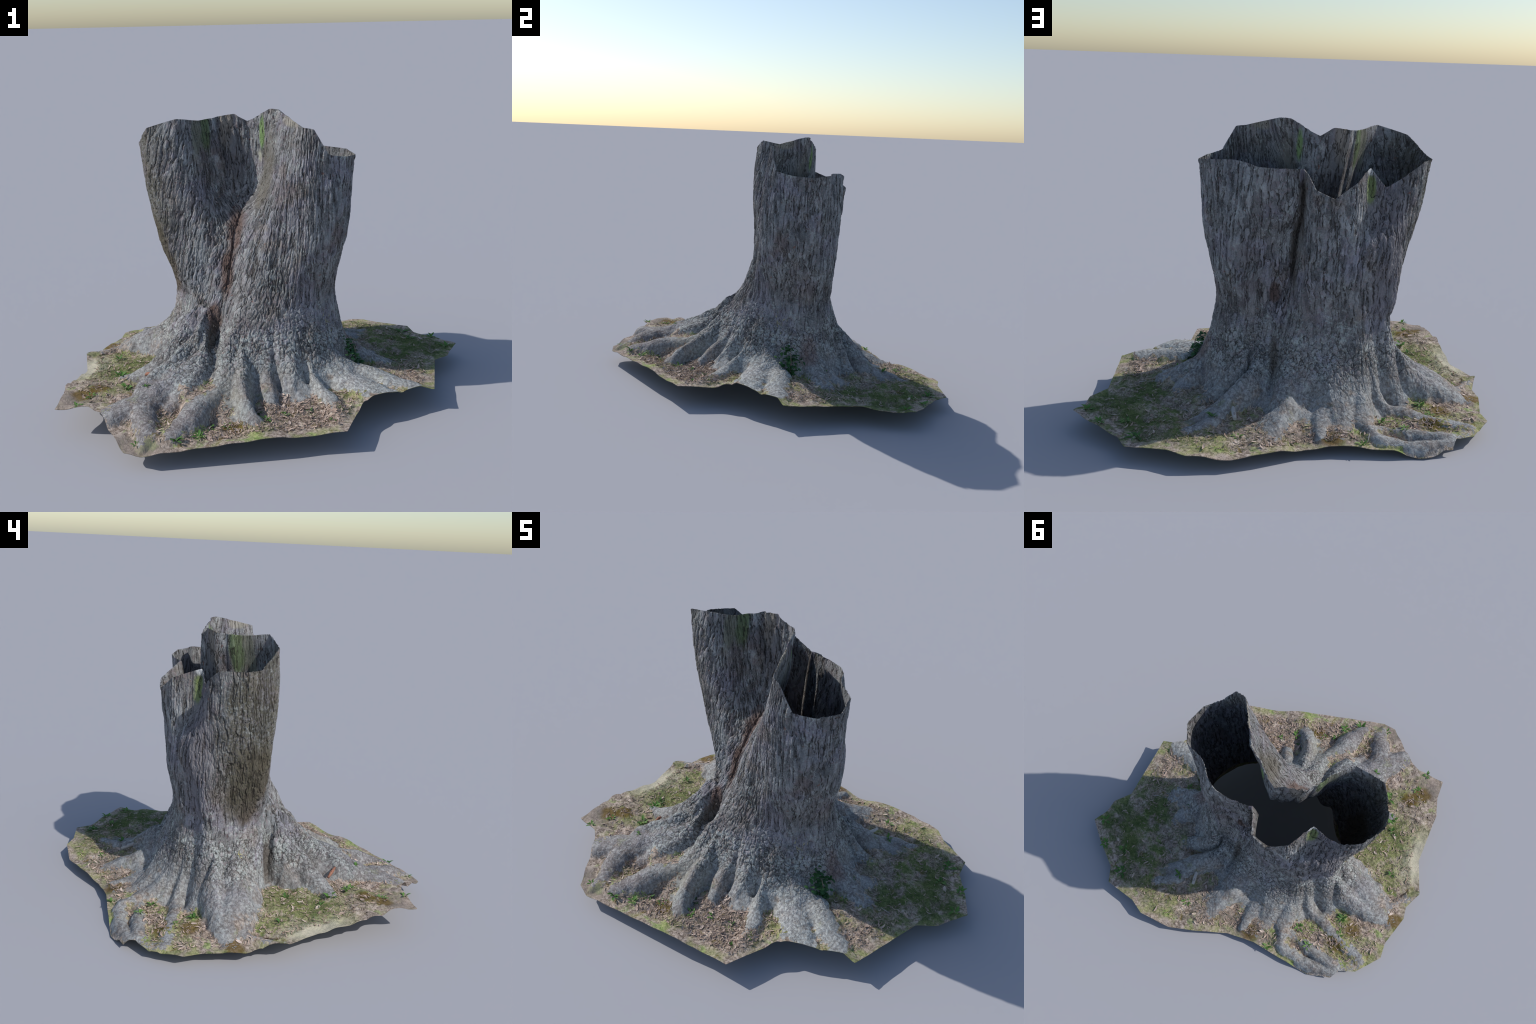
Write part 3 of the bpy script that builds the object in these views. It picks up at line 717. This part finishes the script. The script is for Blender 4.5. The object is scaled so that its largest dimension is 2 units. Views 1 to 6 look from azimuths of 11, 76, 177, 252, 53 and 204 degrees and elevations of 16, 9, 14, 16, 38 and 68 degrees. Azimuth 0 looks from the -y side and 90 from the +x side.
clump = vnoise(np.c_[gc[:, :2] * 7, gc[:, 0] * 0], 91) * .5 + .5
grassy = .25 * clump ** 2 + 1.0 * near((-.70, -.13), (.22, .17)) + .9 * near((.82, .50), (.22, .30)) + .5 * near((.45, .78), (.25, .12)) + .4 * near((-.55, .05), (.1, .08))
littered = .25 + .9 * near((.28, -.45), (.25, .14)) + .6 * near((-.05, -.68), (.3, .1)) + .7 * near((-.12, .72), (.15, .06)) + .5 * near((-.55, .55), (.25, .12)) + .7 * near((-.45, -.60), (.12, .12)) + .4 * near((.8, .05), (.12, .2))
littered *= 1 - .75 * near((.80, .45), (.25, .25))
bare = near((-.42, -.86), (.14, .06)) + near((-.80, -.58), (.10, .07))
pad = np.where(gsel % (NR - 1) < 9, 0., 1.)
littered *= 1 - .7 * np.clip(bare, 0, 1); grassy *= 1 - .8 * np.clip(bare, 0, 1); grassy *= pad; littered *= pad


def scatter(n, weight):
    pr = weight * area; pr = np.cumsum(pr / pr.sum())
    k = np.clip(np.searchsorted(pr, rng.random(n)), 0, len(gc) - 1)
    return gc[k], gn_[k]


def frame(nrm, ang):
    """two tangents on the ground, turned by ang"""
    t = np.array([math.cos(ang), math.sin(ang), 0.]); t -= nrm * (t @ nrm); t /= np.linalg.norm(t)
    return t, np.cross(nrm, t)


def leaf_shape(L, W, curl, fold, bend, n=6):
    """a dry leaf or blade of litter: folded along the midrib, curled along its length"""
    V, Q = [], []
    for i in range(n + 1):
        a = i / n; wd = W * math.sin(math.pi * min(1, .06 + .94 * a)) ** .8 * .5 + W * .03
        x = (a - .5) * L; yb = bend * L * (a - .5) ** 2 * 4; zc = curl * L * ((a - .5) ** 2 * 4)
        V += [(x, yb - wd, zc + fold * wd), (x, yb, zc), (x, yb + wd, zc + fold * wd)]
    for i in range(n):
        for j in range(2):
            Q.append((3*i + j, 3*i + j + 1, 3*i + j + 4, 3*i + j + 3))
    return np.array(V), np.array(Q)


def place(V, pos, t, b, n, k=1.):
    return pos + k * (V[:, :1] * t + V[:, 1:2] * b + V[:, 2:] * n)


DRY = varied("dry_leaf", ((.36, .25, .19), (.56, .43, .36), (.70, .60, .53)), .75, .1, 30)
DRYMIX = varied("leaf_litter", ((.26, .18, .14), (.54, .43, .36), (.72, .62, .55)), .8, .1, 45)
BLADE = varied("grass_blade", ((.10, .16, .045), (.21, .26, .09), (.40, .36, .19)), .6, .25, 30)
WEED = varied("weed_leaf", ((.075, .17, .045), (.12, .26, .06), (.20, .34, .10)), .5, .25, 30)
BUSHM = varied("bush_leaf", ((.025, .075, .03), (.04, .11, .04), (.07, .16, .055)), .4, .2, 25)

litter_col = bpy.data.objects
shapes = [leaf_shape(1, .30, .16, .5, .10), leaf_shape(1, .22, .25, .8, .25), leaf_shape(1, .40, .10, .35, .05), leaf_shape(1, .16, .12, .9, -.3)]
shape_mesh = [make_mesh("fallen_leaf", V, Q, DRY) for V, Q in shapes]
pos_, nrm_ = scatter(300, littered)
for p, n in zip(pos_, nrm_):
    i = rng.integers(4); L = rng.uniform(.020, .038)
    t, b = frame(n, rng.uniform(0, 6.283)); n2 = n + .25 * rng.normal(size=3); n2 /= np.linalg.norm(n2)
    t -= n2 * (t @ n2); t /= np.linalg.norm(t); b = np.cross(n2, t)
    o = add("fallen_leaf", shape_mesh[i], soil_ob)
    from mathutils import Matrix
    M = Matrix(((*(t * L)[[0]], (b * L)[0], (n2 * L)[0], p[0] + n[0] * .003), ((t * L)[1], (b * L)[1], (n2 * L)[1], p[1] + n[1] * .003),
                ((t * L)[2], (b * L)[2], (n2 * L)[2], p[2] + n[2] * .003), (0, 0, 0, 1)))
    o.matrix_basis = M


def joined(name, mat, items, parent=soil_ob):
    Vs, Qs, k = [], [], 0
    for V, Q in items:
        Vs.append(V); Qs.append(Q + k); k += len(V)
    return add(name, make_mesh(name, np.vstack(Vs), np.vstack(Qs), mat), parent, kind="stuff")


small = [leaf_shape(1, .30, .16, .5, .12, 4), leaf_shape(1, .20, .25, .8, .28, 4), leaf_shape(1, .13, .10, .9, -.35, 4)]
items = []
pos_, nrm_ = scatter(4200, littered)
for p, n in zip(pos_, nrm_):
    V, Q = small[rng.integers(3)]; t, b = frame(n, rng.uniform(0, 6.283))
    n2 = n + .3 * rng.normal(size=3); n2 /= np.linalg.norm(n2); t = t - n2 * (t @ n2); t /= np.linalg.norm(t)
    items.append((place(V, p + n * .0025, t, np.cross(n2, t), n2, rng.uniform(.010, .026)), Q))
joined("leaf_litter", DRYMIX, items)


def blade(L, W, lean):
    V, Q = [], []
    for i in range(4):
        a = i / 3; wd = W * (1 - a) * .5 + .0002
        V += [(lean * L * a ** 1.5, -wd, L * a * (1 - .35 * lean * a)), (lean * L * a ** 1.5, wd, L * a * (1 - .35 * lean * a))]
    for i in range(3): Q.append((2*i, 2*i + 1, 2*i + 3, 2*i + 2))
    return np.array(V), np.array(Q)


blades = [blade(1, .075, .6), blade(1, .06, 1.0), blade(1, .07, 1.4)]
items = []
pos_, nrm_ = scatter(15000, grassy)
for p, n in zip(pos_, nrm_):
    V, Q = blades[rng.integers(3)]; t, b = frame(n, rng.uniform(0, 6.283))
    items.append((place(V, p - n * .001, t, b, n, rng.uniform(.008, .020)), Q))
joined("grass", BLADE, items)


def ground_at(x, y):
    k = np.argmin(((P[:, :2] - (x, y)) ** 2).sum(1) + (P[:, 2] > .5)); return P[k], N[k]


# low green weeds, each a rosette of leaves
weed_leaf = leaf_shape(1, .34, -.10, .4, .05, 6)
weed_leaf[0][:, 0] += .5
for x, y, size, count in ((-.46,-.50,.03,6), (-.70,-.22,.035,8), (-.58,-.08,.03,7), (.30,-.44,.025,6), (.12,-.55,.03,7), (-.15,-.74,.035,8), (.24,.72,.03,6), (-.52,.63,.03,7), (-.747,-.642,.03,8), (-.24,-.80,.045,9), (-.60,-.405,.042,12), (-.663,-.276,.04,10), (-.64,.40,.04,9), (-.675,.49,.032,6), (-.425,.556,.036,8),
                          (-.309,.735,.03,7), (.355,.60,.032,6), (-.125,-.655,.03,8), (.19,-.487,.028,6), (.06,-.50,.03,7), (.685,.728,.045,9), (.93,.488,.035,8), (.86,.62,.035,8),
                          (-.735,-.53,.03,8), (-.80,.02,.03,6), (.55,.09,.028,7), (.74,.60,.035,7), (.42,-.52,.022,6), (-.05,-.63,.022,6), (-.40,-.845,.028,7), (.50,.20,.02,5)):
    c, n = ground_at(x, y); items = []
    for i in range(count):
        a = i * 2.399 + rng.uniform(-.3, .3); t, b = frame(np.array([0, 0, 1.]), a); up = rng.uniform(.15, .9)
        t2 = t + np.array([0, 0, up]); t2 /= np.linalg.norm(t2)
        items.append((place(weed_leaf[0], c + t * .003 + rng.normal(size=3) * .004 * np.array([1, 1, 0]), t2, b, np.cross(t2, b), size * rng.uniform(.6, 1.1)), weed_leaf[1]))
    o = joined("weed", WEED, items); del o["kind"]


def rod(pts, rad, mat, name, parent, sides=9, rough=.12):
    """a twig: rings of slightly uneven radius along a path, with closed ends"""
    pts = np.array(pts, float); V, Q = [], []
    for i, p in enumerate(pts):
        d = pts[min(i + 1, len(pts) - 1)] - pts[max(i - 1, 0)]; d /= np.linalg.norm(d)
        a = np.cross(d, (0.1, .2, 1)); a /= np.linalg.norm(a); b = np.cross(d, a)
        r = rad[i] if hasattr(rad, "__len__") else rad
        for k in range(sides):
            f = 6.2832 * k / sides; V.append(p + (a * math.cos(f) + b * math.sin(f)) * r * (1 + rng.uniform(-rough, rough)))
    for i in range(len(pts) - 1):
        for k in range(sides):
            Q.append((i*sides + k, i*sides + (k + 1) % sides, (i + 1)*sides + (k + 1) % sides, (i + 1)*sides + k))
    me = bpy.data.meshes.new(name)
    me.from_pydata([tuple(v) for v in V], [], Q + [tuple(range(sides))[::-1], tuple(range((len(pts) - 1)*sides, len(pts)*sides))])
    for p in me.polygons: p.use_smooth = len(p.vertices) == 4
    me.materials.append(mat)
    return add(name, me, parent)


# leafy seedling in the fork of the east roots
bush = None
stemm = varied("twig_bark", ((.10, .075, .05), (.16, .12, .09), (.22, .18, .14)), .85)
bush = rod([(.47, .012, .17), (.475, .010, .22), (.465, .008, .27)], [.004, .003, .002], stemm, "leafy_seedling", top)
bl = leaf_shape(1, .55, -.12, .25, .0, 8); bl[0][:, 0] += .5
bmesh_ = make_mesh("leaf", bl[0], bl[1], BUSHM)
for i in range(85):
    hgt = rng.uniform(0, 1); yy = rng.normal() * .026 * (1.25 - .4 * abs(hgt - .5))
    c = np.array([.490 - .075 * hgt + rng.uniform(-.015, .02), .008 + yy, .150 + .150 * hgt])
    t = np.array([1., .9 * rng.normal(), rng.uniform(-.8, .5)]); t /= np.linalg.norm(t)
    n = np.array([.7, 0, 1.]) + .4 * rng.normal(size=3); n -= t * (n @ t); n /= np.linalg.norm(n); b = np.cross(n, t)
    L = rng.uniform(.020, .032); o = add("leaf", bmesh_, bush)
    o.matrix_basis = Matrix((((t*L)[0], (b*L)[0], (n*L)[0], c[0]), ((t*L)[1], (b*L)[1], (n*L)[1], c[1]), ((t*L)[2], (b*L)[2], (n*L)[2], c[2]), (0, 0, 0, 1)))

# dead sticks
grey = varied("weathered_wood", ((.30, .27, .25), (.38, .36, .34), (.46, .44, .42)), .85)
red = varied("red_bark", ((.20, .075, .05), (.27, .11, .075), (.32, .16, .11)), .8)
rod([(.266, .512, .128), (.262, .54, .126), (.258, .575, .116), (.252, .612, .106)], [.009, .0105, .010, .0085], grey, "stick", soil_ob)
rod([(-.525, -.325, .185), (-.505, -.35, .203), (-.480, -.378, .218)], [.006, .009, .006], red, "bark_strip", soil_ob, 7)
for _ in range(14):
    (p,), (n,) = scatter(1, littered); a = rng.uniform(0, 6.28); L = rng.uniform(.02, .045); t, b = frame(n, a)
    rod([p - t * L + n * .003, p + b * L * .15 + n * .005, p + t * L + n * .003], [.0016, .0019, .0012], grey if rng.random() < .5 else stemm, "twig", soil_ob, 6)
